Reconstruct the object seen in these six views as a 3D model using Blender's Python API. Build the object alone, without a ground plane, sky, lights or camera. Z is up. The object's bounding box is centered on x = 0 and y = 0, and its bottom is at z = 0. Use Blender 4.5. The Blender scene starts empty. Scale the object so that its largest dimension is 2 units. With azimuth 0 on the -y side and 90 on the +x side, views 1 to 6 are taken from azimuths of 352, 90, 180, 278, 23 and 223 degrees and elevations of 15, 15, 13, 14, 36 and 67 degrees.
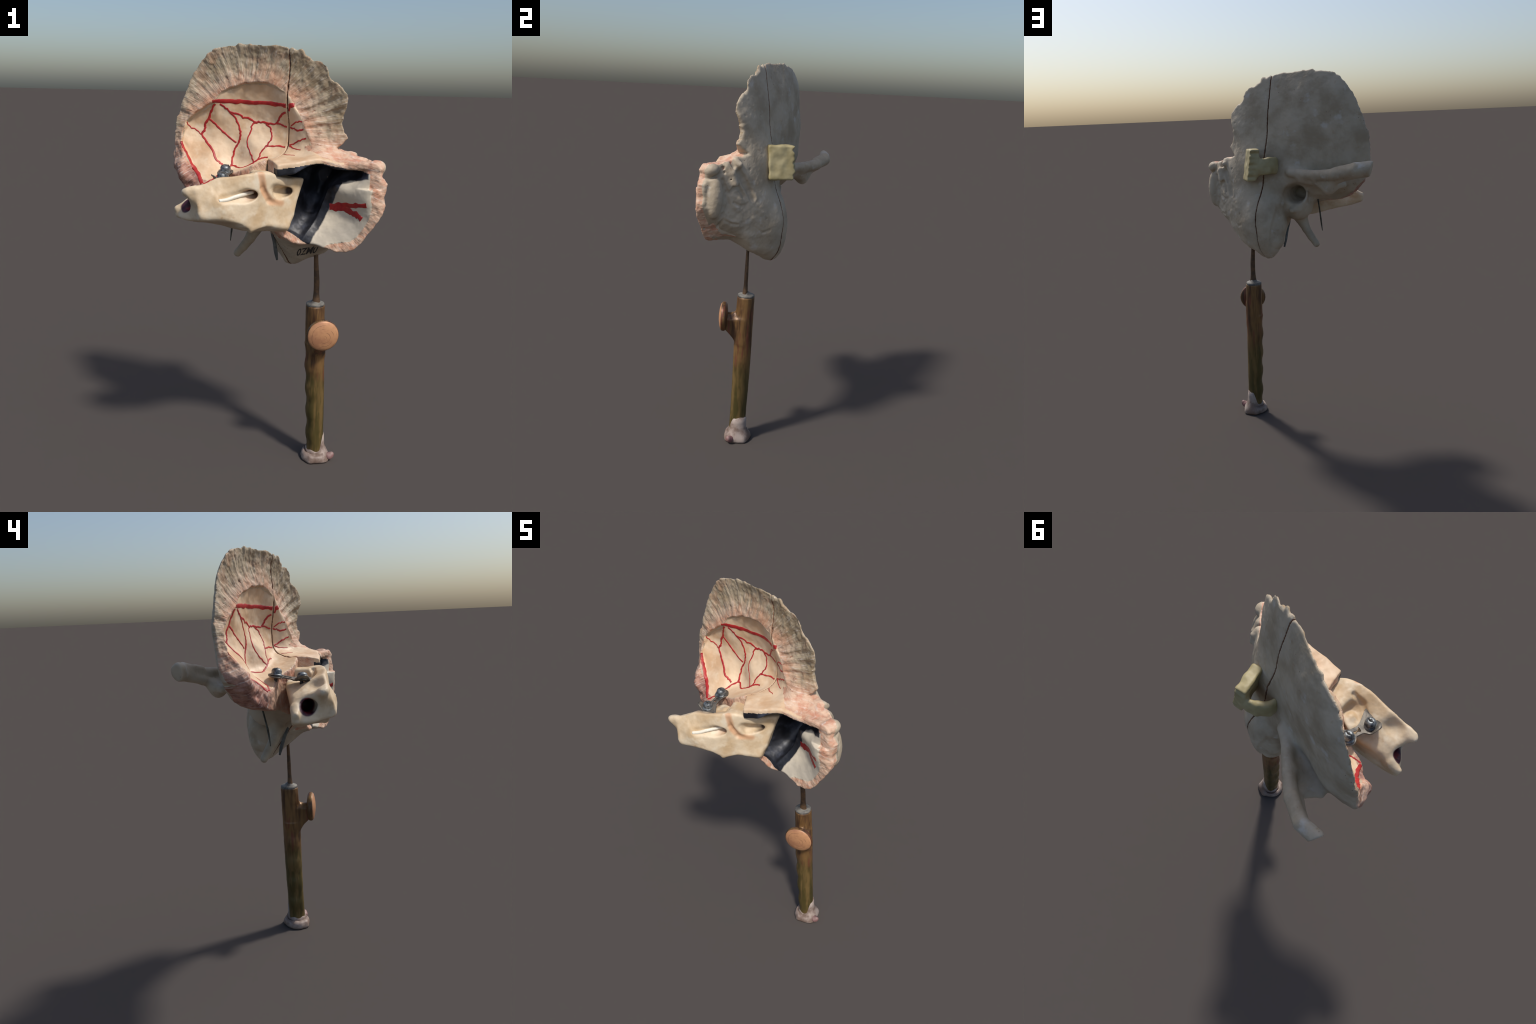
"""Anatomical model of a right temporal bone (plaster / resin cast) on a short stand.
The bone is modelled as signed distance fields (control-point surfaces, capsules, ellipsoids,
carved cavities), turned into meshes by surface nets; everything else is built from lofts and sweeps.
Frame for the bone plate: u runs along the plate, n is its outward normal, z is up."""
import bpy, bmesh, math
import numpy as np
from mathutils import Vector, Matrix
from mathutils.bvhtree import BVHTree

H = 0.0034                     # sampling step of the distance fields
UX, UY = 0.90987, -0.41489      # direction of u in the xy plane
def to_xyz(u, n, z):
    return np.stack([UX*u - UY*n, UY*u + UX*n, z + 0*u], -1)
def to_unz(x, y):
    return UX*x + UY*y, -UY*x + UX*y

# ------------------------------------------------------------------ small field toolkit
def spline2(points, smooth=1e-5):
    """Thin plate spline through hand-placed (a, b, value) control points."""
    p = np.array(points, float); a = p[:, :2]; v = p[:, 2]; m = len(p)
    def ker(r2): return 0.5*r2*np.log(r2+1e-12)
    K = ker(((a[:, None]-a[None])**2).sum(-1)) + smooth*np.eye(m)
    P = np.c_[np.ones(m), a]
    A = np.block([[K, P], [P.T, np.zeros((3, 3))]])
    w = np.linalg.solve(A, np.r_[v, 0, 0, 0])
    def f(x, y):
        x, y = np.broadcast_arrays(np.asarray(x, float), np.asarray(y, float))
        out = w[m] + w[m+1]*x + w[m+2]*y
        for i in range(m):
            out = out + w[i]*ker((x-a[i, 0])**2 + (y-a[i, 1])**2)
        return out
    return f
def smin(a, b, k):
    h = np.clip(0.5+0.5*(b-a)/k, 0, 1)
    return b*(1-h)+a*h-k*h*(1-h)
def smax(a, b, k): return -smin(-a, -b, k)
def step(a, b, x):
    t = np.clip((x-a)/(b-a), 0, 1); return t*t*(3-2*t)
def poly_distance(pts, x, y):
    """Signed distance to a closed polygon, negative inside."""
    p = np.array(pts, float); d = np.full(x.shape, 1e9); s = np.ones(x.shape)
    for i in range(len(p)):
        a = p[i]; b = p[i-1]; e = b-a
        wx, wy = x-a[0], y-a[1]
        t = np.clip((wx*e[0]+wy*e[1])/(e@e), 0, 1)
        d = np.minimum(d, (wx-e[0]*t)**2+(wy-e[1]*t)**2)
        c1 = y >= a[1]; c2 = y < b[1]; c3 = e[0]*wy > e[1]*wx
        s = np.where((c1 & c2 & c3) | (~c1 & ~c2 & ~c3), -s, s)
    return s*np.sqrt(d)
def catmull(pts, m=8, closed=False):
    p = np.array(pts, float); out = []
    k = len(p)
    for i in range(k if closed else k-1):
        p0 = p[(i-1) % k] if closed or i > 0 else p[i]*2-p[i+1]
        p1 = p[i]; p2 = p[(i+1) % k]
        p3 = p[(i+2) % k] if closed or i+2 < k else p2*2-p1
        for t in np.arange(m)/m:
            out.append(0.5*((2*p1)+(p2-p0)*t+(2*p0-5*p1+4*p2-p3)*t*t+(3*p1-p0-3*p2+p3)*t**3))
    if not closed: out.append(p[-1])
    return np.array(out)
def hash_noise(P, freq, seed):
    """Smooth value noise in 3D, range -1..1."""
    q = np.asarray(P)*freq; i = np.floor(q).astype(np.int64); f = q-i; f = f*f*(3-2*f)
    def h(a, b, c):
        n = (a*374761393 + b*668265263 + c*2147483647 + seed*1274126177) & 0xffffffff
        n = ((n ^ (n >> 13))*1274126177) & 0xffffffff
        n = ((n ^ (n >> 16))*2246822519) & 0xffffffff
        return ((n ^ (n >> 15)) & 0xffff)/32767.5-1
    r = 0
    for dx in (0, 1):
        for dy in (0, 1):
            for dz in (0, 1):
                w = (f[..., 0] if dx else 1-f[..., 0])*(f[..., 1] if dy else 1-f[..., 1])*(f[..., 2] if dz else 1-f[..., 2])
                r = r+w*h(i[..., 0]+dx, i[..., 1]+dy, i[..., 2]+dz)
    return r
def fbm(P, freq, seed, octaves=3):
    return sum(hash_noise(P, freq*2**o, seed+o)*0.5**o for o in range(octaves))

class Grid:
    """Sampling box; axes a, b, c are broadcastable coordinate arrays."""
    def __init__(self, lo, hi, h=H):
        self.lo = np.array(lo, float); self.h = h
        n = [int(math.ceil((hi[i]-lo[i])/h))+1 for i in range(3)]
        self.ax = [(lo[i]+h*np.arange(n[i])) for i in range(3)]
        self.a = self.ax[0][:, None, None]; self.b = self.ax[1][None, :, None]; self.c = self.ax[2][None, None, :]
        self.full = tuple(n)
def capsule(g, chain, squash=(1, 1, 1)):
    """Distance to a chain of round cones; chain of (a, b, c, radius)."""
    d = None; s = squash
    for p, q in zip(chain[:-1], chain[1:]):
        e = [(q[i]-p[i])/s[i] for i in range(3)]; L = sum(x*x for x in e)+1e-12
        w = [(g.a-p[0])/s[0], (g.b-p[1])/s[1], (g.c-p[2])/s[2]]
        t = np.clip((w[0]*e[0]+w[1]*e[1]+w[2]*e[2])/L, 0, 1)
        r = np.sqrt((w[0]-e[0]*t)**2+(w[1]-e[1]*t)**2+(w[2]-e[2]*t)**2)-(p[3]+(q[3]-p[3])*t)
        d = r if d is None else smin(d, r, 0.006)
    return d
def ellipsoid(g, c, r):
    k = np.sqrt(((g.a-c[0])/r[0])**2+((g.b-c[1])/r[1])**2+((g.c-c[2])/r[2])**2)
    return (k-1)*min(r)
def surface_nets(F, g):
    F = F.astype(np.float32)
    neg = F < 0
    cnt = sum(neg[i:F.shape[0]-1+i, j:F.shape[1]-1+j, k:F.shape[2]-1+k].astype(np.int8) for i in (0, 1) for j in (0, 1) for k in (0, 1))
    act = (cnt > 0) & (cnt < 8)
    idx = np.full(act.shape, -1, np.int64); cells = np.argwhere(act); idx[act] = np.arange(len(cells))
    acc = np.zeros((len(cells), 3)); num = np.zeros(len(cells))
    ci, cj, ck = cells.T
    corner = [(0, 0, 0), (1, 0, 0), (0, 1, 0), (1, 1, 0), (0, 0, 1), (1, 0, 1), (0, 1, 1), (1, 1, 1)]
    val = [F[ci+a, cj+b, ck+c] for a, b, c in corner]
    for p in range(8):
        for q in range(p+1, 8):
            A = np.array(corner[p]); B = np.array(corner[q])
            if abs(A-B).sum() != 1: continue
            m = (val[p] < 0) != (val[q] < 0)
            t = val[p][m]/(val[p][m]-val[q][m])
            acc[m] += A+(B-A)*t[:, None]; num[m] += 1
    V = g.lo+(cells+acc/num[:, None])*g.h
    faces = []
    for ax in range(3):
        s0 = [slice(None)]*3; s1 = [slice(None)]*3
        s0[ax] = slice(0, -1); s1[ax] = slice(1, None)
        ch = neg[tuple(s0)] != neg[tuple(s1)]
        o = [i for i in range(3) if i != ax]
        e = np.argwhere(ch)
        ok = np.all([(e[:, o[0]] > 0), (e[:, o[1]] > 0), (e[:, o[0]] < F.shape[o[0]]-1), (e[:, o[1]] < F.shape[o[1]]-1)], axis=0)
        e = e[ok]
        inside = neg[e[:, 0], e[:, 1], e[:, 2]]
        def at(d0, d1):
            c = e.copy(); c[:, o[0]] += d0; c[:, o[1]] += d1
            return idx[c[:, 0], c[:, 1], c[:, 2]]
        q = np.stack([at(-1, -1), at(0, -1), at(0, 0), at(-1, 0)], 1)
        flip = inside if ax != 1 else ~inside
        q[~flip] = q[~flip][:, ::-1]
        faces.append(q)
    return V, np.concatenate(faces)
def vertex_normals(V, Fq):
    d1 = V[Fq[:, 2]]-V[Fq[:, 0]]; d2 = V[Fq[:, 3]]-V[Fq[:, 1]]
    fn = np.cross(d1, d2); N = np.zeros_like(V)
    for k in range(4): np.add.at(N, Fq[:, k], fn)
    return N/(np.linalg.norm(N, axis=1, keepdims=True)+1e-12)
def relax(V, Fq, it=2, w=0.5):
    for _ in range(it):
        S = np.zeros_like(V); C = np.zeros(len(V))
        for k in range(4):
            np.add.at(S, Fq[:, k], V[Fq[:, (k+1) % 4]]+V[Fq[:, k-1]]); np.add.at(C, Fq[:, k], 2)
        V = V*(1-w)+w*S/C[:, None]
    return V
def mesh_object(name, V, faces, mat=None, parent=None, smooth=True):
    me = bpy.data.meshes.new(name)
    V = np.asarray(V, np.float32); Fq = np.asarray(faces, np.int32)
    me.vertices.add(len(V)); me.vertices.foreach_set('co', V.ravel())
    k = Fq.shape[1]
    me.loops.add(Fq.size); me.loops.foreach_set('vertex_index', Fq.ravel())
    me.polygons.add(len(Fq)); me.polygons.foreach_set('loop_start', np.arange(0, Fq.size, k, dtype=np.int32))
    me.update(calc_edges=True); me.validate()
    if smooth: me.polygons.foreach_set('use_smooth', np.ones(len(me.polygons), bool))
    ob = bpy.data.objects.new(name, me); bpy.context.scene.collection.objects.link(ob)
    if mat:
        for m in (mat if isinstance(mat, (list, tuple)) else [mat]): me.materials.append(m)
    if parent: ob.parent = parent
    return ob

# ------------------------------------------------------------------ control points of the plate (u, z, n)
outer_n = spline2([
    (-.37, 1.891, -.016), (-.29, 1.972, -.020), (-.162, 2.0, -.018), (.022, 1.991, -.022), (.121, 1.97, -.016), (.236, 1.906, -.018),
    (.277, 1.84, -.014), (.335, 1.769, -.018), (.335, 1.60, 0.0), (-.435, 1.75, -.030), (-.47, 1.60, -.045), (-.48, 1.50, -.060),
    (.08, 1.95, -.007), (.078, 1.909, 0), (.081, 1.774, .025), (.086, 1.664, .041), (.092, 1.597, .055), (.111, 1.388, .091),
    (.116, 1.32, .121), (.123, 1.251, .148), (.125, 1.209, .154), (.128, 1.143, .148), (.128, 1.081, .136), (.10, 1.0, .088),
    (.298, 1.734, .005), (.18, 1.734, .028), (.309, 1.482, .045), (.308, 1.339, .072), (.21, 1.244, .126), (.412, 1.445, .0),
    (-.407, 1.67, -.006), (-.413, 1.78, -.020), (-.29, 1.88, .014), (-.15, 1.9, .018), (-.358, 1.5, .010), (-.1, 1.7, .045), (-.25, 1.7, .027), (.19, 1.54, .080), (.25, 1.56, .055), (.21, 1.17, .138),
    (-.1, 1.55, .038), (0, 1.55, .048), (-.25, 1.55, .026), (-.40, 1.45, -.032), (-.36, 1.37, -.038), (-.29, 1.30, -.08), (-.2, 1.33, -.03), (-.1, 1.42, .038), (-.1, 1.33, -.01),
    (0, 1.45, .062), (-.02, 1.35, .055), (0, 1.2, .09), (.0, 1.1, .10), (.05, 1.03, .11), (.05, 1.2, .132), (.2, 1.06, .112), (.26, 1.12, .088), (.33, 1.18, .055),
    (.5, 1.4, -.055), (.5, 1.3, -.055), (.45, 1.22, -.03), (.41, 1.14, -.03), (.48, 1.5, -.05), (.4, 1.35, .010), (.38, 1.25, .036)])
bowl_n = spline2([
    (-.344, 1.594, -.023), (-.274, 1.523, -.058), (-.176, 1.556, -.007), (-.092, 1.655, .0154), (.076, 1.643, -.009), (.072, 1.551, -.014),
    (-.022, 1.554, -.021), (-.276, 1.742, -.03), (.064, 1.74, -.024), (-.186, 1.456, -.035), (-.068, 1.481, -.055), (-.10, 1.74, 0.0),
    (-.07, 1.82, -.016), (-.2, 1.65, -.006), (-.40, 1.63, -.04), (.14, 1.66, -.04), (.15, 1.58, -.045), (.02, 1.8, -.02), (-.18, 1.80, -.018),
    (-.40, 1.54, -.075), (-.33, 1.46, -.11), (-.25, 1.39, -.17), (-.1, 1.4, -.09), (.06, 1.45, -.05), (.2, 1.5, -.06), (.3, 1.5, -.05), (-.25, 1.62, -.01), (-.035, 1.63, .016), (-.10, 1.565, -.022)])
bevel_n = spline2([
    (-.37, 1.891, -.026), (-.29, 1.972, -.027), (-.162, 2.0, -.026), (.022, 1.991, -.030), (.121, 1.97, -.026), (.236, 1.906, -.028),
    (.335, 1.769, -.032), (.335, 1.60, -.022), (-.435, 1.75, -.036), (-.47, 1.60, -.055), (-.48, 1.50, -.065), (-.44, 1.40, -.10), (-.36, 1.32, -.15),
    (-.079, 1.832, -.035), (-.399, 1.656, -.060), (-.278, 1.743, -.046), (.097, 1.732, -.030), (.158, 1.617, -.055), (-.418, 1.558, -.088),
    (-.35, 1.45, -.14), (-.264, 1.372, -.19), (.377, 1.534, -.03), (.25, 1.62, -.035), (-.2, 1.80, -.038), (.05, 1.79, -.031), (.45, 1.4, -.04), (.2, 1.4, -.06),
    (-.1, 1.92, -.010), (.03, 1.91, -.014), (-.22, 1.89, -.014), (.2, 1.80, -.014), (.25, 1.71, -.016), (-.33, 1.80, -.026), (-.385, 1.450, -.168), (-.445, 1.50, -.085), (-.415, 1.42, -.145)])
floor_z = spline2([   # (u, n, z)
    (-.186, -.048, 1.440), (-.068, -.073, 1.468), (.051, -.066, 1.515), (-.174, -.164, 1.425), (.019, -.162, 1.508), (.091, -.253, 1.494),
    (.263, -.155, 1.520), (.163, -.062, 1.540), (-.264, -.19, 1.372), (-.264, -.10, 1.40), (.363, -.125, 1.506), (.30, -.02, 1.557), (.22, -.03, 1.60), (.487, -.094, 1.508),
    (.40, -.03, 1.520), (.43, -.08, 1.510), (.2, -.10, 1.537), (.30, -.09, 1.515), (.15, -.2, 1.508), (.0, -.10, 1.490), (-.35, -.1, 1.37), (-.1, -.16, 1.455),
    (.53, -.09, 1.49), (.45, -.02, 1.49), (.50, -.04, 1.48)])
post_n = spline2([
    (.123, 1.205, -.168), (.17, 1.172, -.155), (.222, 1.148, -.140), (.286, 1.305, -.066), (.462, 1.333, -.146), (.45, 1.484, -.112), (.411, 1.132, -.138),
    (.314, 1.397, -.098), (.42, 1.424, -.118), (.15, 1.41, -.105), (.15, 1.255, -.135), (.2, 1.43, -.03), (.3, 1.462, -.035), (.41, 1.468, -.07),
    (.16, 1.34, -.105), (.215, 1.26, -.080), (.36, 1.31, -.085), (.35, 1.2, -.120), (.47, 1.40, -.15), (.46, 1.24, -.13), (.54, 1.38, -.10), (.53, 1.48, -.10),
    (.10, 1.06, -.16), (.2, 1.08, -.15), (0, 1.1, -.16), (.05, 1.20, -.17), (.3, 1.1, -.15), (.05, 1.4, -.09), (.1, 1.3, -.12), (.25, 1.36, -.06)])
belly_z = spline2([   # underside (u, n, z)
    (.411, -.135, 1.128), (.222, -.13, 1.140), (.123, -.165, 1.160), (.17, -.15, 1.14), (.34, 0.0, 1.150), (.25, .02, 1.062), (.175, .05, 1.028), (.10, .085, .996),
    (.2, -.05, 1.085), (.3, -.06, 1.115), (.45, -.08, 1.205), (.52, -.08, 1.30), (.1, .0, 1.03), (.1, .13, 1.04), (.02, .08, 1.05), (.05, -.05, 1.10), (0, .0, 1.12), (0, -.15, 1.22)])

rim_outline = [(-.37, 1.891), (-.345, 1.925), (-.315, 1.955), (-.290, 1.972), (-.25, 1.984), (-.215, 1.990), (-.185, 1.988), (-.162, 2.0), (-.10, 1.997),
    (-.05, 1.992), (.022, 1.991), (.060, 1.981), (.090, 1.972), (.121, 1.973), (.137, 1.962), (.139, 1.940), (.160, 1.930), (.195, 1.929), (.236, 1.906),
    (.248, 1.865), (.262, 1.848), (.290, 1.835), (.318, 1.800), (.337, 1.765), (.332, 1.720), (.312, 1.695), (.314, 1.665), (.322, 1.63), (.335, 1.60),
    (.318, 1.578), (.300, 1.556), (.325, 1.542), (.362, 1.540), (.380, 1.522), (.41, 1.524), (.45, 1.515), (.488, 1.506), (.507, 1.49), (.512, 1.45), (.526, 1.42), (.528, 1.39), (.524, 1.36), (.532, 1.33), (.524, 1.29),
    (.512, 1.245), (.492, 1.205), (.455, 1.15), (.415, 1.12), (.32, 1.10), (.26, 1.04), (.20, 1.02), (.10, .985), (.042, 1.02), (.007, 1.082), (-.013, 1.173), (-.03, 1.24),
    (-.18, 1.285), (-.256, 1.298), (-.33, 1.322), (-.378, 1.362), (-.414, 1.403), (-.453, 1.44), (-.464, 1.50), (-.465, 1.549), (-.462, 1.61), (-.455, 1.666), (-.432, 1.75), (-.402, 1.82)]
bowl_outline = [(-.343, 1.697), (-.278, 1.743), (-.238, 1.788), (-.152, 1.818), (-.067, 1.83), (.017, 1.814), (.063, 1.786), (.102, 1.731), (.134, 1.682), (.159, 1.619),
    (.185, 1.57), (.24, 1.52), (.30, 1.48), (.30, 1.30), (-.20, 1.30), (-.264, 1.372), (-.35, 1.46), (-.418, 1.558), (-.406, 1.651)]
def cut_u(n): return .082 + .33*(n-.025)      # plane of the saw cut
GAP = .0034

def sinus_depth(u, z):
    """Extra depth of the sigmoid sinus groove along its S-shaped course (u, z, depth)."""
    path = [(.140, 1.195, .02), (.180, 1.275, .075), (.205, 1.35, .115), (.228, 1.42, .115), (.29, 1.458, .05), (.37, 1.468, .02)]
    best = np.zeros(np.shape(u))
    for p, q in zip(path[:-1], path[1:]):
        e = np.array(q[:2])-np.array(p[:2])
        t = np.clip(((u-p[0])*e[0]+(z-p[1])*e[1])/(e@e), 0, 1)
        d2 = (u-p[0]-e[0]*t)**2+(z-p[1]-e[1]*t)**2
        best = np.maximum(best, (p[2]+(q[2]-p[2])*t)*np.clip(1-d2/.0030, 0, 1))
    return best
def scarp_relief(u, z):
    """Radial striations of the bevelled suture surface, in metres."""
    cu, cz = -.10, 1.60
    ang = np.arctan2(z-cz, u-cu); rad = np.hypot(u-cu, z-cz)
    rear = step(.2, .9, np.cos(ang-.1))
    P = np.stack([ang*9, rad*6, 0*ang], -1); P2 = np.stack([ang*15, rad*3, 0*ang], -1); Q = np.stack([ang*30, rad*10, 0*ang+3], -1)
    a = hash_noise(P, 1.0, 5)*.004*(1-rear)+hash_noise(P2, 1.0, 33)*.0075*rear+hash_noise(Q, 1.0, 6)*.0024
    return a
def build_body():
    g = Grid((-.53, -.30, .965), (.57, .20, 2.02))
    U, Z = np.meshgrid(g.ax[0], g.ax[2], indexing='ij')
    def lift(a): return a[:, None, :]
    def field_n(f2, sign=1):
        gu, gz = np.gradient(f2, g.h)
        return lift(1/np.sqrt(1+np.minimum(gu**2+gz**2, 4))), lift(f2)
    no = outer_n(U, Z)
    wob = np.stack([U, Z, 0*U], -1)
    no = no+.003*fbm(wob, 9, 21, 3)+.006*fbm(wob, 26, 23, 3)*step(.22, .34, U)*step(1.46, 1.36, Z)
    so, no3 = field_n(no); fo = (g.b-no3)*so
    ang = np.arctan2(Z-1.60, U+.10)
    jag = .006*hash_noise(np.stack([ang*15, 0*ang, 0*ang], -1), 1, 33)*step(1.56, 1.62, Z)*step(.0, .2, U)+.004*hash_noise(wob, 28, 31)+.003*hash_noise(wob, 60, 32)
    fp = lift(poly_distance(rim_outline, U, Z)+jag)
    inb = poly_distance(bowl_outline, U, Z)+.006*hash_noise(wob, 30, 41)
    w = step(.006, -.006, inb)
    bev = bevel_n(U, Z)+scarp_relief(U, Z)*step(0, .03, inb)
    bev = np.minimum(bev, no-.007)
    ni = bev*(1-w)+(bowl_n(U, Z)+.003*hash_noise(wob, 11, 43)+.002*hash_noise(wob, 30, 44))*w
    si, ni3 = field_n(ni)
    fi = (ni3-g.b)*si
    # floor of the middle fossa, shelf behind it
    Uf, Nf = np.meshgrid(g.ax[0], g.ax[1], indexing='ij')
    zf = floor_z(Uf, Nf)
    wf = np.stack([Uf, Nf, 0*Uf], -1)
    zf = zf + .004*fbm(wf, 18, 51, 3)*step(.16, .24, Uf)
    zf3 = zf[:, :, None]
    c1 = smax(-fi, (zf3-g.c)*.9, .025)
    # posterior fossa
    npost = np.minimum(post_n(U, Z)+sinus_depth(U, Z), no-.03); sp, np3 = field_n(npost)
    ridge = np.interp(g.ax[0], [-.05, .04, .091, .18, .263, .363, .45, .50, .56], [-.262, -.262, -.250, -.205, -.158, -.128, -.122, -.12, -.11])+.003*hash_noise(np.stack([g.ax[0], 0*g.ax[0], 0*g.ax[0]], -1), 25, 61)
    frid = ridge[:, None, None]-g.b
    roof = zf3-.026-.02*step(-.16, -.05, g.b)-.026*step(.22, .14, g.a)
    c2 = smax((g.b-np3)*sp, (g.c-roof)*.9, .012)
    c2 = smax(c2, .055-g.a, .01)
    belly = (belly_z(Uf, Nf)+.003*fbm(wf, 20, 55, 3))[:, :, None]
    fb = np.where(g.a > -.02, (belly-g.c)*.75, -1+0*g.c)
    body = smax(smax(fo, fp, .012), -c1, .006)
    body = smax(body, fb, .02)
    body = np.where(g.c > 1.40, smax(body, frid, .012), body)
    body = smax(body, -c2, .008)
    mast = capsule(g, [(.075, .05, 1.26, .080), (.070, .060, 1.17, .085), (.078, .064, 1.10, .078), (.088, .072, 1.056, .062)])
    mast = smax(mast, fo, .01)
    body = smin(body, mast, .03)
    # front part: underside and inner cut
    under = spline2([(-.4, -.05, 1.36), (-.3, -.07, 1.30), (-.2, -.05, 1.325), (-.1, -.05, 1.285), (0, -.05, 1.22), (-.2, .03, 1.385), (-.1, .05, 1.365), (0, .06, 1.28), (-.3, .02, 1.37), (-.3, -.16, 1.29), (0, -.16, 1.22), (.1, 0, 1.15)])
    fu = (under(Uf, Nf)[:, :, None]-g.c)*.8
    back = -.178+.012*np.sin(g.a*30)-g.b
    front = smax(smax(body, np.where(g.a < .02, fu, fu-(g.a-.02)*4), .015), back, .008)
    front = smin(front, mast, .025)
    return g, front, body, no

def build_front():
    g, front, body, no = build_body()
    def P(x, y, z, r):
        u, n = to_unz(x, y); return (u, n, z, r)
    # zygomatic process with its tubercle and root
    zyg = capsule(g, [P(-.02, .08, 1.462, .020), P(-.07, .105, 1.458, .024), P(-.157, .188, 1.452, .027), P(-.241, .262, 1.460, .029), P(-.34, .316, 1.480, .030), P(-.412, .320, 1.488, .030)])
    zyg = smin(zyg, capsule(g, [P(-.25, .255, 1.482, .013), P(-.34, .313, 1.502, .016), P(-.42, .310, 1.509, .014)]), .02)
    zyg = smin(zyg, capsule(g, [P(-.20, .195, 1.405, .020), P(-.27, .245, 1.432, .018), P(-.35, .305, 1.458, .016), P(-.43, .320, 1.463, .014)]), .025)
    zyg = smax(zyg, -(g.a+.520+.25*(g.c-1.5)), .006)
    tub = capsule(g, [P(-.17, .17, 1.43, .026), P(-.215, .185, 1.380, .028), P(-.235, .20, 1.40, .022)])
    web = capsule(g, [P(-.08, .06, 1.425, .022), P(-.17, .11, 1.412, .020), P(-.25, .155, 1.40, .018), P(-.298, .155, 1.395, .016), P(-.27, .18, 1.395, .016), P(-.24, .19, 1.39, .018)])
    web2 = capsule(g, [P(-.08, .10, 1.43, .020), P(-.20, .17, 1.405, .018), P(-.23, .19, 1.39, .018)])
    web = smin(web, capsule(g, [P(-.20, .10, 1.405, .026), P(-.28, .125, 1.40, .024)]), .02)
    z1 = smin(smin(zyg, tub, .03), smin(web, web2, .04), .03)
    out = smin(front, z1, .03)
    # tympanic part and ear canal
    ty = ellipsoid(g, (-.05, -.04, 1.275), (.085, .085, .085))
    out = smin(out, ty, .03)
    ring = capsule(g, [P(-.025, .07, 1.255, .014), P(-.065, .055, 1.262, .014), P(-.095, .055, 1.30, .013), P(-.11, .065, 1.345, .012)])
    out = smin(out, ring, .02)
    canal = capsule(g, [(-.066, .14, 1.345, .084), (-.070, .06, 1.345, .064), (-.06, -.03, 1.34, .044), (-.055, -.09, 1.335, .036)], (1.0, 1, .95))
    glen = capsule(g, [P(-.15, .10, 1.345, .040), P(-.19, .09, 1.345, .035)])
    out = smax(out, -glen, .02)
    out = smax(out, -canal, .012)
    # sheath and styloid process
    sheath = capsule(g, [P(-.06, -.07, 1.25, .055), P(-.075, -.06, 1.20, .035), P(-.089, -.054, 1.165, .022)])
    out = smin(out, sheath, .03)
    sty = capsule(g, [P(-.083, -.056, 1.185, .032), P(-.106, -.045, 1.130, .0235), P(-.133, -.02, 1.085, .0205), P(-.158, .0, 1.050, .018)])
    out = smin(out, sty, .015)
    out = smax(out, g.a-(cut_u(g.b)-GAP/2), .003)
    V, Fq = surface_nets(np.broadcast_to(out, g.full), g)
    return V, Fq

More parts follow.
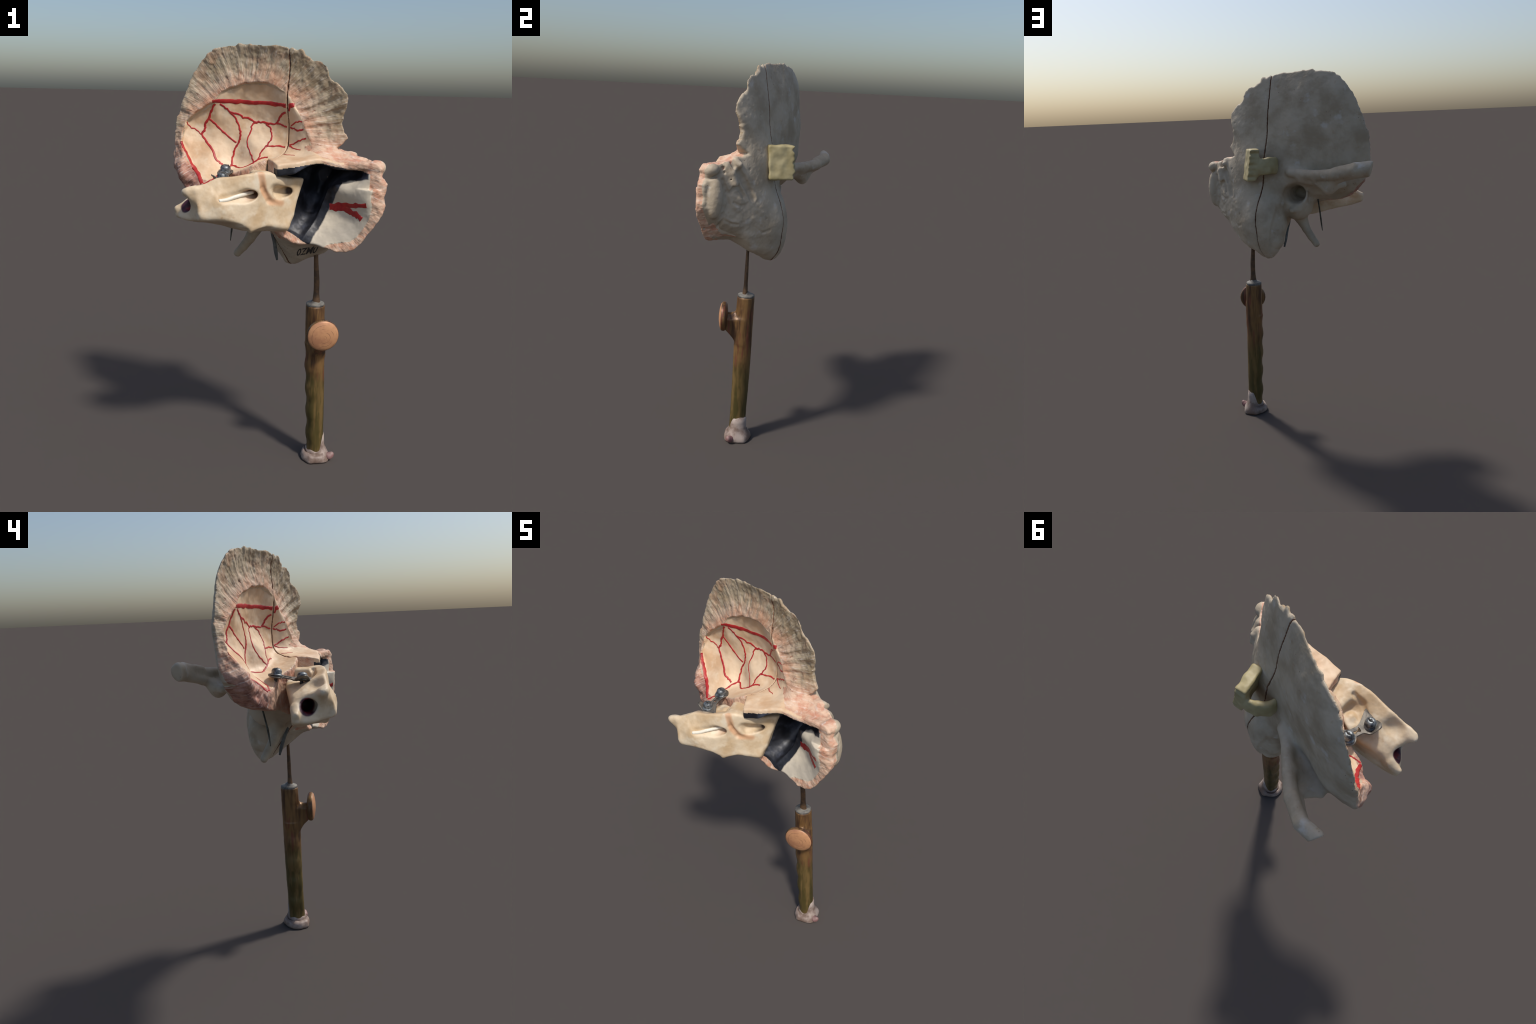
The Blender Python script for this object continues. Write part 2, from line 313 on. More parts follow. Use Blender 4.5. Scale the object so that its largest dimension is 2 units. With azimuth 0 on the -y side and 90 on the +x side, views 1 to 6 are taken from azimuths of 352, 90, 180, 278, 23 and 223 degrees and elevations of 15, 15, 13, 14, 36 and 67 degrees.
def build_rear():
    g, front, body, no = build_body()
    out = smax(body, (cut_u(np.maximum(g.b, -.16))+GAP/2)-g.a, .003)
    # cheek of the box cut: plane through its two upper corners
    x = UX*g.a-UY*g.b; y = UY*g.a+UX*g.b
    cheek = (-.05+.028*(-.155-y)/.113)-x
    out = np.where(g.b < -.12, smax(out, cheek, .004), out)
    # relief of the outer mastoid face: notch, clefts, foramina, knobs
    lobe = ellipsoid(g, (.478, -.052, 1.36), (.038, .045, .105))
    knob = ellipsoid(g, (.483, -.068, 1.486), (.036, .04, .032))
    out = smin(out, smax(lobe, (post_n(.478, 1.36)+.02)-g.b, .01), .008)
    out = smin(out, smax(knob, -.125-g.b, .01), .008)
    out = smin(out, capsule(g, [(.372, .0, 1.524, .015), (.367, .022, 1.508, .014)]), .015)
    out = smin(out, capsule(g, [(.42, -.02, 1.497, .016), (.405, .002, 1.47, .018), (.395, .016, 1.42, .016)]), .015)
    def groove(pts, r, k=.008):
        return smax(out, -capsule(g, [(p[0], float(outer_n(p[0], p[2]))+.003 if p[0] < .46 and p[1] > -.05 else p[1], p[2], r) for p in pts]), k)
    out = groove([(.449, -.018, 1.439), (.442, -.009, 1.413), (.431, .001, 1.386), (.431, .002, 1.359), (.424, .008, 1.326), (.433, -.001, 1.299), (.447, -.016, 1.276), (.458, -.03, 1.25)], .009)
    out = groove([(.367, .03, 1.468), (.352, .042, 1.444), (.341, .054, 1.414), (.323, .066, 1.379), (.312, .076, 1.345)], .019)
    out = groove([(.435, -.002, 1.38), (.417, .010, 1.375), (.397, .022, 1.401), (.38, .032, 1.406), (.366, .042, 1.382), (.357, .049, 1.362)], .009)
    out = groove([(.514, -.093, 1.450), (.509, -.060, 1.448), (.482, -.042, 1.458), (.459, -.030, 1.472), (.447, -.026, 1.49)], .006)
    out = groove([(.454, -.108, 1.196), (.435, -.062, 1.197), (.445, -.019, 1.251), (.411, .003, 1.227), (.384, .019, 1.221)], .006)
    out = groove([(.395, -.02, 1.535), (.392, .008, 1.50)], .012)
    out = groove([(.40, 0, 1.33), (.37, 0, 1.31), (.34, 0, 1.32)], .006)
    out = groove([(.30, 0, 1.20), (.26, 0, 1.17), (.23, 0, 1.18)], .005)
    for p, r in [((.408, .018, 1.442), .008), ((.357, .046, 1.352), .006), ((.31, .047, 1.483), .005), ((.441, -.026, 1.495), .008), ((.439, -.017, 1.474), .007),
                 ((.482, -.044, 1.456), .006), ((.493, -.062, 1.530), .007), ((.464, -.042, 1.522), .006), ((.464, -.012, 1.331), .004), ((.298, .006, 1.734), .004), ((.18, .029, 1.734), .0035), ((.24, .09, 1.24), .005)]:
        p = (p[0], float(outer_n(p[0], p[2])) if p[0] < .46 else p[1], p[2])
        out = smax(out, -np.sqrt((g.a-p[0])**2+(g.b-p[1])**2+(g.c-p[2])**2)+r, .004)
    V, Fq = surface_nets(np.broadcast_to(out, g.full), g)
    return V, Fq

# ------------------------------------------------------------------ petrous pyramid (x, y, z)
def build_pyramid():
    g = Grid((-.47, -.37, 1.18), (.14, -.085, 1.48))
    X, Z = np.meshgrid(g.ax[0], g.ax[2], indexing='ij'); X2, Y2 = np.meshgrid(g.ax[0], g.ax[1], indexing='ij'); Y3, Z3 = np.meshgrid(g.ax[1], g.ax[2], indexing='ij')
    ypost = spline2([(-.41, 1.384, -.296), (-.27, 1.354, -.324), (-.172, 1.394, -.302), (-.142, 1.363, -.297), (-.113, 1.454, -.280), (-.132, 1.24, -.297), (.036, 1.22, -.228),
                     (-.33, 1.268, -.328), (.0, 1.37, -.232), (.105, 1.403, -.165), (.07, 1.252, -.206), (0, 1.43, -.235), (-.03, 1.45, -.25), (-.39, 1.3, -.325), (-.25, 1.42, -.29), (-.05, 1.3, -.26)])(X, Z)[:, None, :]
    ztop = spline2([(-.41, -.286, 1.384), (-.277, -.263, 1.425), (-.113, -.278, 1.457), (-.33, -.25, 1.395), (-.2, -.2, 1.402), (-.26, -.19, 1.395), (-.353, -.163, 1.351), (-.2, -.13, 1.405), (0, -.2, 1.432), (.1, -.2, 1.42),
                    (-.052, -.249, 1.452), (0, -.12, 1.43), (-.42, -.18, 1.325), (-.1, -.15, 1.455), (.0, -.25, 1.432)])(X2, Y2)[:, :, None]
    yant = spline2([(-.43, 1.29, -.155), (-.35, 1.35, -.15), (-.2, 1.40, -.114), (-.1, 1.42, -.155), (0, 1.4, -.14), (.1, 1.4, -.06), (-.3, 1.25, -.145), (-.4, 1.25, -.15), (0, 1.22, -.15)])(X, Z)[:, None, :]
    zbot = spline2([(-.13, -.29, 1.222), (-.33, -.31, 1.277), (-.43, -.17, 1.264), (.036, -.228, 1.215), (-.1, -.2, 1.205), (-.3, -.2, 1.246), (-.36, -.22, 1.254), (-.22, -.29, 1.262), (-.06, -.27, 1.235)])(X2, Y2)[:, :, None]
    xfr = spline2([(-.286, 1.384, -.412), (-.173, 1.285, -.440), (-.32, 1.28, -.360), (-.3, 1.33, -.375), (-.22, 1.37, -.385), (-.25, 1.26, -.40), (-.16, 1.34, -.385)])(Y3, Z3)[None]
    k = .02
    d = smax((ypost-.010-g.b)*.9, (g.c-ztop-.010)*.9, .014)
    d = smax(d, (g.b-yant)*.9, k); d = smax(d, (zbot-.010-g.c)*.9, k); d = smax(d, (xfr-g.a)*.9, .015)
    d = smax(d, g.a-(.108+.34*(g.c-1.40)), .015)
    d = smin(d, capsule(g, [(-.41, -.283, 1.383, .012), (-.37, -.28, 1.385, .02)]), .02)
    d = smin(d, capsule(g, [(-.439, -.173, 1.295, .013), (-.39, -.17, 1.31, .02)]), .02)
    d = smin(d, capsule(g, [(-.137, -.288, 1.222, .012), (-.12, -.275, 1.24, .02)]), .015)
    d = smax(d, -capsule(g, [(-.46, -.230, 1.325, .036), (-.36, -.225, 1.325, .034), (-.29, -.2, 1.32, .03)], (1, 1, .9)), .008)   # carotid canal
    d = smax(d, -capsule(g, [(-.16, -.325, 1.370, .027), (-.12, -.26, 1.375, .02), (-.09, -.22, 1.38, .015)], (1.2, 1, .95)), .012)  # internal meatus
    d = smax(d, -capsule(g, [(-.25, -.335, 1.368, .018), (-.16, -.315, 1.372, .024)], (1, 1, .9)), .02)
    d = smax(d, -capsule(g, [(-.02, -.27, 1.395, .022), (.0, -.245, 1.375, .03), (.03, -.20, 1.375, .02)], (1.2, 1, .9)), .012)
    d = smax(d, -capsule(g, [(-.095, -.30, 1.47, .010), (-.085, -.285, 1.40, .010), (-.055, -.275, 1.345, .012), (-.0, -.262, 1.325, .012)]), .008)
    d = smax(d, -ellipsoid(g, (-.20, -.358, 1.405), (.11, .045, .026)), .02)
    d = smax(d, -ellipsoid(g, (-.165, -.30, 1.212), (.022, .03, .022)), .012)
    d = smax(d, -ellipsoid(g, (-.06, -.29, 1.21), (.05, .03, .018)), .012)
    d = smax(d, -ellipsoid(g, (-.385, -.335, 1.34), (.022, .03, .05)), .015)
    d = smax(d, -ellipsoid(g, (-.25, -.33, 1.235), (.09, .035, .022)), .012)
    d = smax(d, -ellipsoid(g, (-.33, -.245, 1.412), (.035, .03, .022)), .03)
    d = smax(d, -ellipsoid(g, (-.165, -.185, 1.435), (.040, .05, .030)), .02)
    d = smin(d, ellipsoid(g, (-.165, -.165, 1.405), (.022, .026, .018)), .012)
    d = smax(d, -capsule(g, [(-.12, -.235, 1.455, .010), (-.165, -.235, 1.435, .012), (-.20, -.22, 1.42, .008)]), .01)
    V, Fq = surface_nets(np.broadcast_to(d, g.full), g)
    return V, Fq

# ------------------------------------------------------------------ materials
class Mat:
    """Thin wrapper for writing node graphs."""
    def __init__(self, name, rough=.6, spec=.35):
        self.m = bpy.data.materials.new(name); self.m.use_nodes = True
        self.t = self.m.node_tree; self.b = self.t.nodes['Principled BSDF']
        self.b.inputs['Roughness'].default_value = rough; self.b.inputs['Specular IOR Level'].default_value = spec
        self.co = self.t.nodes.new('ShaderNodeTexCoord').outputs['Object']
    def put(self, sock, v):
        if hasattr(v, 'is_output'): self.t.links.new(v, sock)
        else: sock.default_value = v
    def math(self, op, a, b=0.0, c=None, clamp=False):
        n = self.t.nodes.new('ShaderNodeMath'); n.operation = op; n.use_clamp = clamp
        self.put(n.inputs[0], a); self.put(n.inputs[1], b)
        if c is not None: self.put(n.inputs[2], c)
        return n.outputs[0]
    def vmath(self, op, a, b=(0, 0, 0), s=None):
        n = self.t.nodes.new('ShaderNodeVectorMath'); n.operation = op
        self.put(n.inputs[0], a); self.put(n.inputs[1], b)
        if s is not None: self.put(n.inputs['Scale'], s)
        return n.outputs['Value'] if op in ('DOT_PRODUCT', 'LENGTH', 'DISTANCE') else n.outputs[0]
    def noise(self, scale, detail=4, rough=.6, vec=None, dist=0.0):
        n = self.t.nodes.new('ShaderNodeTexNoise'); self.put(n.inputs['Vector'], vec or self.co)
        n.inputs['Scale'].default_value = scale; n.inputs['Detail'].default_value = detail; n.inputs['Roughness'].default_value = rough; n.inputs['Distortion'].default_value = dist
        return n.outputs['Fac']
    def voronoi(self, scale, vec=None):
        n = self.t.nodes.new('ShaderNodeTexVoronoi'); self.put(n.inputs['Vector'], vec or self.co); n.inputs['Scale'].default_value = scale
        return n.outputs['Distance']
    def ramp(self, fac, lo, hi):
        n = self.t.nodes.new('ShaderNodeMapRange'); n.interpolation_type = 'SMOOTHSTEP'
        self.put(n.inputs['Value'], fac); n.inputs['From Min'].default_value = lo; n.inputs['From Max'].default_value = hi
        return n.outputs['Result']
    def mix(self, fac, a, b, mode='MIX'):
        n = self.t.nodes.new('ShaderNodeMix'); n.data_type = 'RGBA'; n.blend_type = mode
        self.put(n.inputs[0], fac)
        self.put(n.inputs[6], a if hasattr(a, 'is_output') else (*a, 1)); self.put(n.inputs[7], b if hasattr(b, 'is_output') else (*b, 1))
        return n.outputs[2]
    def xyz(self, vec=None):
        n = self.t.nodes.new('ShaderNodeSeparateXYZ'); self.put(n.inputs[0], vec or self.co); return n.outputs
    def combine(self, x, y, z):
        n = self.t.nodes.new('ShaderNodeCombineXYZ')
        for i, v in enumerate((x, y, z)): self.put(n.inputs[i], v)
        return n.outputs[0]
    def unz(self):
        return self.vmath('DOT_PRODUCT', self.co, (UX, UY, 0)), self.vmath('DOT_PRODUCT', self.co, (-UY, UX, 0)), self.xyz()[2]
    def segment(self, p, q):
        """Distance of the shading point from the segment p q."""
        e = Vector(q)-Vector(p)
        w = self.vmath('SUBTRACT', self.co, p)
        t = self.math('MULTIPLY', self.vmath('DOT_PRODUCT', w, e), 1/e.length_squared, clamp=True)
        return self.vmath('LENGTH', self.vmath('SUBTRACT', w, self.vmath('SCALE', tuple(e), s=t)))
    def color(self, c):
        self.put(self.b.inputs['Base Color'], c if hasattr(c, 'is_output') else (*c, 1)); return self
    def bump(self, h, strength=.3, dist=.002):
        n = self.t.nodes.new('ShaderNodeBump'); self.put(n.inputs['Height'], h); n.inputs['Strength'].default_value = strength; n.inputs['Distance'].default_value = dist
        self.t.links.new(n.outputs[0], self.b.inputs['Normal']); return self

OUTER = (.50, .42, .315)  # bone albedo lowered partway towards the shadow baked on the outer face
CREAM = (.70, .54, .375)
def outer_material():
    m = Mat('shade_darkened_bone', .62, .3)
    c = m.mix(m.ramp(m.noise(7, 5), .38, .68), OUTER, (.37, .295, .205))
    c = m.mix(m.math('MULTIPLY', m.ramp(m.noise(22, 4, vec=m.vmath('ADD', m.co, (3, 1, 7))), .60, .78), .6), c, (.36, .25, .15))
    c = m.mix(m.math('MULTIPLY', m.ramp(m.noise(13, 3, vec=m.vmath('ADD', m.co, (9, 4, 2))), .58, .75), .6), c, (.60, .57, .52))
    pit = m.ramp(m.voronoi(34), .10, .05)
    pit = m.math('MULTIPLY', pit, m.ramp(m.noise(6, 2, vec=m.vmath('ADD', m.co, (5, 5, 5))), .5, .6))
    c = m.mix(m.math('MULTIPLY', pit, .7), c, (.14, .09, .06))
    m.color(c); m.bump(m.math('ADD', m.noise(60, 5), m.math('MULTIPLY', pit, -1.5)), .35, .004); return m.m
def cream(m):
    c = m.mix(m.ramp(m.noise(6, 4), .36, .66), CREAM, (.57, .365, .21))
    c = m.mix(m.math('MULTIPLY', m.ramp(m.noise(11, 3, vec=m.vmath('ADD', m.co, (2, 8, 1))), .55, .72), .6), c, (.75, .64, .48))
    c = m.mix(m.math('MULTIPLY', m.ramp(m.noise(26, 4, vec=m.vmath('ADD', m.co, (4, 2, 9))), .60, .75), .35), c, (.50, .32, .19))
    return c
def inner_material():
    m = Mat('painted_cream_bone', .5, .4); m.color(cream(m)); m.bump(m.noise(45, 4), .18, .003); return m.m
def posterior_material():
    m = Mat('posterior_fossa_paint', .45, .45)
    c = m.mix(m.ramp(m.noise(7, 4), .35, .65), (.66, .58, .45), (.52, .46, .37))
    u, n, z = m.unz()
    w = m.math('MULTIPLY', m.math('SUBTRACT', m.noise(16, 3), .5), .020)
    limb = m.math('SUBTRACT', u, m.math('MULTIPLY_ADD', m.math('SUBTRACT', z, 1.151), .45, .222))           # descending limb of the sinus
    trans = m.math('MAXIMUM', m.math('SUBTRACT', m.math('MULTIPLY_ADD', m.math('SUBTRACT', u, .314), .22, 1.408), z), m.math('SUBTRACT', u, .455))   # transverse limb
    dark = m.ramp(m.math('MAXIMUM', m.math('ADD', m.math('MINIMUM', limb, trans), w), m.math('SUBTRACT', m.math('MULTIPLY_ADD', m.math('SUBTRACT', u, .123), -.6, 1.190), z)), .004, -.004)
    blue = m.mix(m.ramp(m.noise(14, 4), .40, .70), (.010, .011, .016), (.055, .062, .085))
    m.color(m.mix(dark, c, blue)); m.bump(m.noise(40, 4), .2, .003); return m.m
def scarp_material():
    m = Mat('bevelled_suture_surface', .6, .35)
    u, n, z = m.unz()
    du = m.math('ADD', u, .10); dz = m.math('SUBTRACT', z, 1.62)
    ang = m.math('ARCTAN2', dz, du)
    rad = m.math('SQRT', m.math('ADD', m.math('MULTIPLY', m.math('MULTIPLY', du, du), .62), m.math('MULTIPLY', dz, dz)))
    streak = m.noise(1.0, 4, vec=m.combine(m.math('MULTIPLY', ang, 22), m.math('MULTIPLY', rad, 9), n))
    fine = m.noise(1.0, 4, vec=m.combine(m.math('MULTIPLY', ang, 60), m.math('MULTIPLY', rad, 22), n))
    t = m.math('ADD', rad, m.math('MULTIPLY', m.math('SUBTRACT', streak, .5), .14))
    tan = m.mix(m.ramp(m.noise(9, 4), .4, .65), (.42, .34, .235), (.31, .235, .145))
    pink = m.mix(m.ramp(m.noise(16, 4), .38, .66), (.55, .38, .275), (.50, .25, .15))
    c = m.mix(m.ramp(t, .30, .19), tan, pink)
    low = m.ramp(m.math('ADD', z, m.math('MULTIPLY', m.math('SUBTRACT', streak, .5), .06)), 1.64, 1.54)
    c = m.mix(low, c, m.mix(m.ramp(m.noise(20, 4), .42, .68), (.60, .41, .29), (.52, .25, .16)))
    front = m.math('MULTIPLY', m.ramp(u, -.18, -.34), m.ramp(z, 1.52, 1.42))
    c = m.mix(m.math('MULTIPLY', front, .8), c, m.mix(m.ramp(m.noise(24, 4), .4, .65), (.42, .20, .15), (.16, .05, .045)))
    c = m.mix(m.math('MULTIPLY', m.ramp(fine, .52, .72), .55), c, (.72, .64, .56))
    c = m.mix(m.math('MULTIPLY', m.ramp(fine, .42, .28), .5), c, (.40, .20, .13))
    pits = m.math('MULTIPLY', m.ramp(m.noise(1.0, 3, vec=m.combine(m.math('MULTIPLY', ang, 34), m.math('MULTIPLY', rad, 26), 4.0)), .60, .70), m.ramp(t, .33, .22))
    c = m.mix(m.math('MULTIPLY', pits, .8), c, (.27, .085, .05))
    warm = m.ramp(m.noise(12, 3, vec=m.vmath('ADD', m.co, (6, 2, 3))), .50, .68)
    c = m.mix(m.math('MULTIPLY', warm, .35), c, (.42, .20, .11))
    m.color(c); m.bump(m.math('ADD', m.math('ADD', streak, fine), m.math('MULTIPLY', pits, -1.5)), .45, .006); return m.m
def pyramid_material():
    m = Mat('petrous_bone_paint', .5, .4)
    c = m.mix(m.ramp(m.noise(7, 4), .36, .66), (.68, .55, .385), (.54, .385, .225))  # second ochre deepened to tint in the shade of the recesses
    c = m.mix(m.math('MULTIPLY', m.ramp(m.noise(12, 3, vec=m.vmath('ADD', m.co, (2, 8, 1))), .52, .70), .6), c, (.74, .66, .52))
    c = m.mix(m.math('MULTIPLY', m.ramp(m.noise(30, 4, vec=m.vmath('ADD', m.co, (4, 2, 9))), .60, .75), .45), c, (.42, .25, .12))
    hole = m.ramp(m.math('MINIMUM', m.segment((-.46, -.23, 1.325), (-.28, -.2, 1.32)), 1), .041, .034)
    c = m.mix(hole, c, m.mix(m.ramp(m.noise(20, 2), .45, .6), (.05, .012, .025), (.20, .015, .02)))
    d = m.math('MINIMUM', m.segment((-.093, -.285, 1.46), (-.08, -.28, 1.385)), m.math('MINIMUM', m.segment((-.08, -.28, 1.385), (-.045, -.27, 1.34)), m.segment((-.045, -.27, 1.34), (.01, -.25, 1.33))))
    c = m.mix(m.math('MULTIPLY', m.ramp(d, .022, .008), .7), c, (.55, .27, .13))
    c = m.mix(m.math('MULTIPLY', m.ramp(m.segment((-.15, -.30, 1.372), (-.10, -.24, 1.38)), .030, .014), .8), c, (.42, .15, .09))
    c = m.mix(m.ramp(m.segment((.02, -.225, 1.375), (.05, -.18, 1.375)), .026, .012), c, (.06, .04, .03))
    m.color(c); m.bump(m.noise(45, 4), .25, .003); return m.m
def plain(name, a, b, scale=12, rough=.5, metal=0.0, bump=.2, spec=.4):
    m = Mat(name, rough, spec); m.b.inputs['Metallic'].default_value = metal
    m.color(m.mix(m.ramp(m.noise(scale, 4), .38, .66), a, b)); m.bump(m.noise(scale*4, 4), bump, .002); return m.m

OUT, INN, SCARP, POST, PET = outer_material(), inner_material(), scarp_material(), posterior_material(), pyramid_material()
SAW = plain('brown_saw_cut', (.26, .14, .085), (.15, .075, .045), 30, .7)
RED = plain('arterial_red_paint', (.42, .025, .022), (.30, .012, .018), 30, .45)

# ------------------------------------------------------------------ assembling the bone
root = bpy.data.objects.new('temporal_bone_model', None); bpy.context.scene.collection.objects.link(root)
root['label'] = 'painted human temporal bone cast on a short stand'; root['category'] = 'anatomical model'

def face_mean(V, Fq): return V[Fq].mean(1)
def split(names, V, Fq, labels, slot, mats, normals):
    """Separate one smooth surface into named objects whose borders coincide."""
    made = {}
    for i, nm in enumerate(names):
        sel = labels == i
        if not sel.any(): continue
        f = Fq[sel]; used = np.unique(f); remap = np.full(len(V), -1); remap[used] = np.arange(len(used))
        ob = mesh_object(nm, V[used], remap[f], mats, root)
        ob.data.polygons.foreach_set('material_index', slot[sel].astype(np.int32))
        ob.data.normals_split_custom_set_from_vertices(normals[used].tolist())
        made[nm] = ob
    return made
def roughen(V, Fq, slot):
    """Fine relief along the normals, stronger on the broken suture surfaces."""
    N = vertex_normals(V, Fq)
    k = np.zeros(len(V)); 
    for c in range(4): np.maximum.at(k, Fq[:, c], (slot == 1)*1.0)
    front = k*step(-.30, -.36, V[:, 0])*step(1.56, 1.50, V[:, 2])
    amp = fbm(V, 45, 71, 3)*(.0008+.0022*k)+fbm(V, 24, 75, 2)*.006*front
    return V+N*amp[:, None]

def finish(V, Fq, kind):
    V = relax(V, Fq, 1, .5)
    C = face_mean(V, Fq); N = vertex_normals(V, Fq); fn = N[Fq].mean(1)
    u, n, z = C.T
    no = outer_n(u, z); inb = poly_distance(bowl_outline, u, z); fp = poly_distance(rim_outline, u, z)
    zf = floor_z(u, n)
    bev = np.minimum(bevel_n(u, z), no-.007)
    slot = np.zeros(len(Fq), int)                      # 0 outer bone, 1 suture surface, 2 cream, 3 posterior fossa
    inward = fn[:, 1] < .15
    top = (z > zf-.02)
    slot[(inb > .002) & inward & (n < bev+.010) & (z > 1.33) & (u < .5)] = 1
    slot[(inb <= .002) & top & (n < no-.004) & (fn[:, 2] > -.35) & inward | (inb <= .002) & top & (fn[:, 2] > .5) & (n < bowl_n(u, z)+.01)] = 2
    lab = np.zeros(len(Fq), int)
    if kind == 'front':
        slot[(n < -.165) & (fn[:, 1] < -.4)] = 1
        slot[(u < -.2) & (fp > -.04) & (fn[:, 1] < .3) & (z < 1.42) & (n < -.06) & (slot == 0)] = 1
        lab[(n > no+.012) & (u < -.13) & (z < 1.56) & (n > .05)] = 1
        lab[(z < 1.185) & (n < .0) & (u < -.03)] = 2
        lab[(z < 1.20) & (u > -.025)] = 3
        slot[np.isin(lab, (1, 2, 3))] = 0
        names = ['squamous_part', 'zygomatic_process', 'styloid_process', 'mastoid_process']
    else:
        shelf = (u > .16) & (z > zf-.015) & (fn[:, 2] > .3)
        ridge_n = np.interp(u, [.15, .185, .263, .363, .45, .5], [-.05, -.085, -.150, -.122, -.11, -.10])
        beyond = (n > ridge_n+.006) & (inb > -.04) 
        slot[shelf & beyond & (z < 1.66) & (n < no-.004)] = 1
        slot[shelf & ~beyond] = 2
        post = (z < zf-.02) & (z < 1.50) & ((n < post_n(u, z)+.012) | (z > 1.15) & (u > .06) & (u < .46) & (n < no-.028))
        slot[post] = 3
        slot[post & (z < 1.192-.6*(u-.123)) & (u < .26) & (n < -.12)] = 1
        rimband = post & (fp > -.05) & (u > .25) & (fn[:, 1] < .6)
        slot[rimband] = 1
        slot[(fp > -.05) & (u > .35) & (n < -.085) & (z < 1.54) & (fn[:, 1] < .5)] = 1
        slot[(u < .07) & (fn[:, 0] < -.5) & (n < -.10)] = 1
        names = ['mastoid_part']
    slot[(np.abs(u-cut_u(n)) < .0034) & (np.abs(fn[:, 0]) > .6) & (n > -.15)] = 4
    V = roughen(V, Fq, slot)
    P = to_xyz(V[:, 0], V[:, 1], V[:, 2])
    return split(names, P, Fq, lab, slot, [OUT, SCARP, INN, POST, SAW], vertex_normals(P, Fq))

parts = {}
parts.update(finish(*build_front(), 'front'))
parts.update(finish(*build_rear(), 'rear'))
V, Fq = build_pyramid(); V = relax(V, Fq, 1); V = V+vertex_normals(V, Fq)*(.003*fbm(V, 15, 77, 2))[:, None]; V = roughen(V, Fq, np.zeros(len(Fq), int))
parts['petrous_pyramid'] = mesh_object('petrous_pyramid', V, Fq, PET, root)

# ------------------------------------------------------------------ painted vessels, laid on the surface as thin ribbons
deps = bpy.context.evaluated_depsgraph_get()
TREES = [BVHTree.FromObject(parts[k], deps) for k in ('squamous_part', 'mastoid_part')]
def snap(p):
    best = None
    for t in TREES:
        h = t.find_nearest(p)
        if h[0] is not None and (best is None or h[3] < best[2]): best = (h[0], h[1], h[3])
    return best
rng = np.random.default_rng(11)
def ribbon(name, pts, width, mat, parent, wiggle=.0016, taper=(1, 1), high=.0016):
    c = catmull(pts, 10); L = len(c)
    ph = rng.uniform(0, 100)
    rows = []; prev = None
    base = [snap(Vector(p)) for p in c]
    for i in range(L):
        p, nr, _ = base[i]
        t = (base[min(i+1, L-1)][0]-base[max(i-1, 0)][0])
        if t.length < 1e-6: continue
        t.normalize(); side = t.cross(nr).normalized()
        w = width*(taper[0]+(taper[1]-taper[0])*i/(L-1))*(1+.22*hash_noise(np.array([i*.45+ph, 0, 0]), 1, 3))
        off = wiggle*hash_noise(np.array([i*.35+ph, 5, 0]), 1, 9)
        row = []
        for s, hgt in ((-1, -.6), (-.75, .7), (-.3, 1), (.3, 1), (.75, .7), (1, -.6)):
            q = p+side*(s*w*.5+off)
            h = snap(q); row.append(h[0]+h[1]*(high*hgt))
        rows.append(row)
    n = len(rows); k = 6
    V = [v for r in rows for v in r]; F = []
    for i in range(n-1):
        for j in range(k):
            F.append((i*k+j, i*k+(j+1) % k, (i+1)*k+(j+1) % k, (i+1)*k+j))
    F += [(0, 1, 2, 5), (2, 3, 4, 5), ((n-1)*k, (n-1)*k+5, (n-1)*k+2, (n-1)*k+1), ((n-1)*k+2, (n-1)*k+5, (n-1)*k+4, (n-1)*k+3)]
    return mesh_object(name, np.array([tuple(v) for v in V]), F, mat, parent)
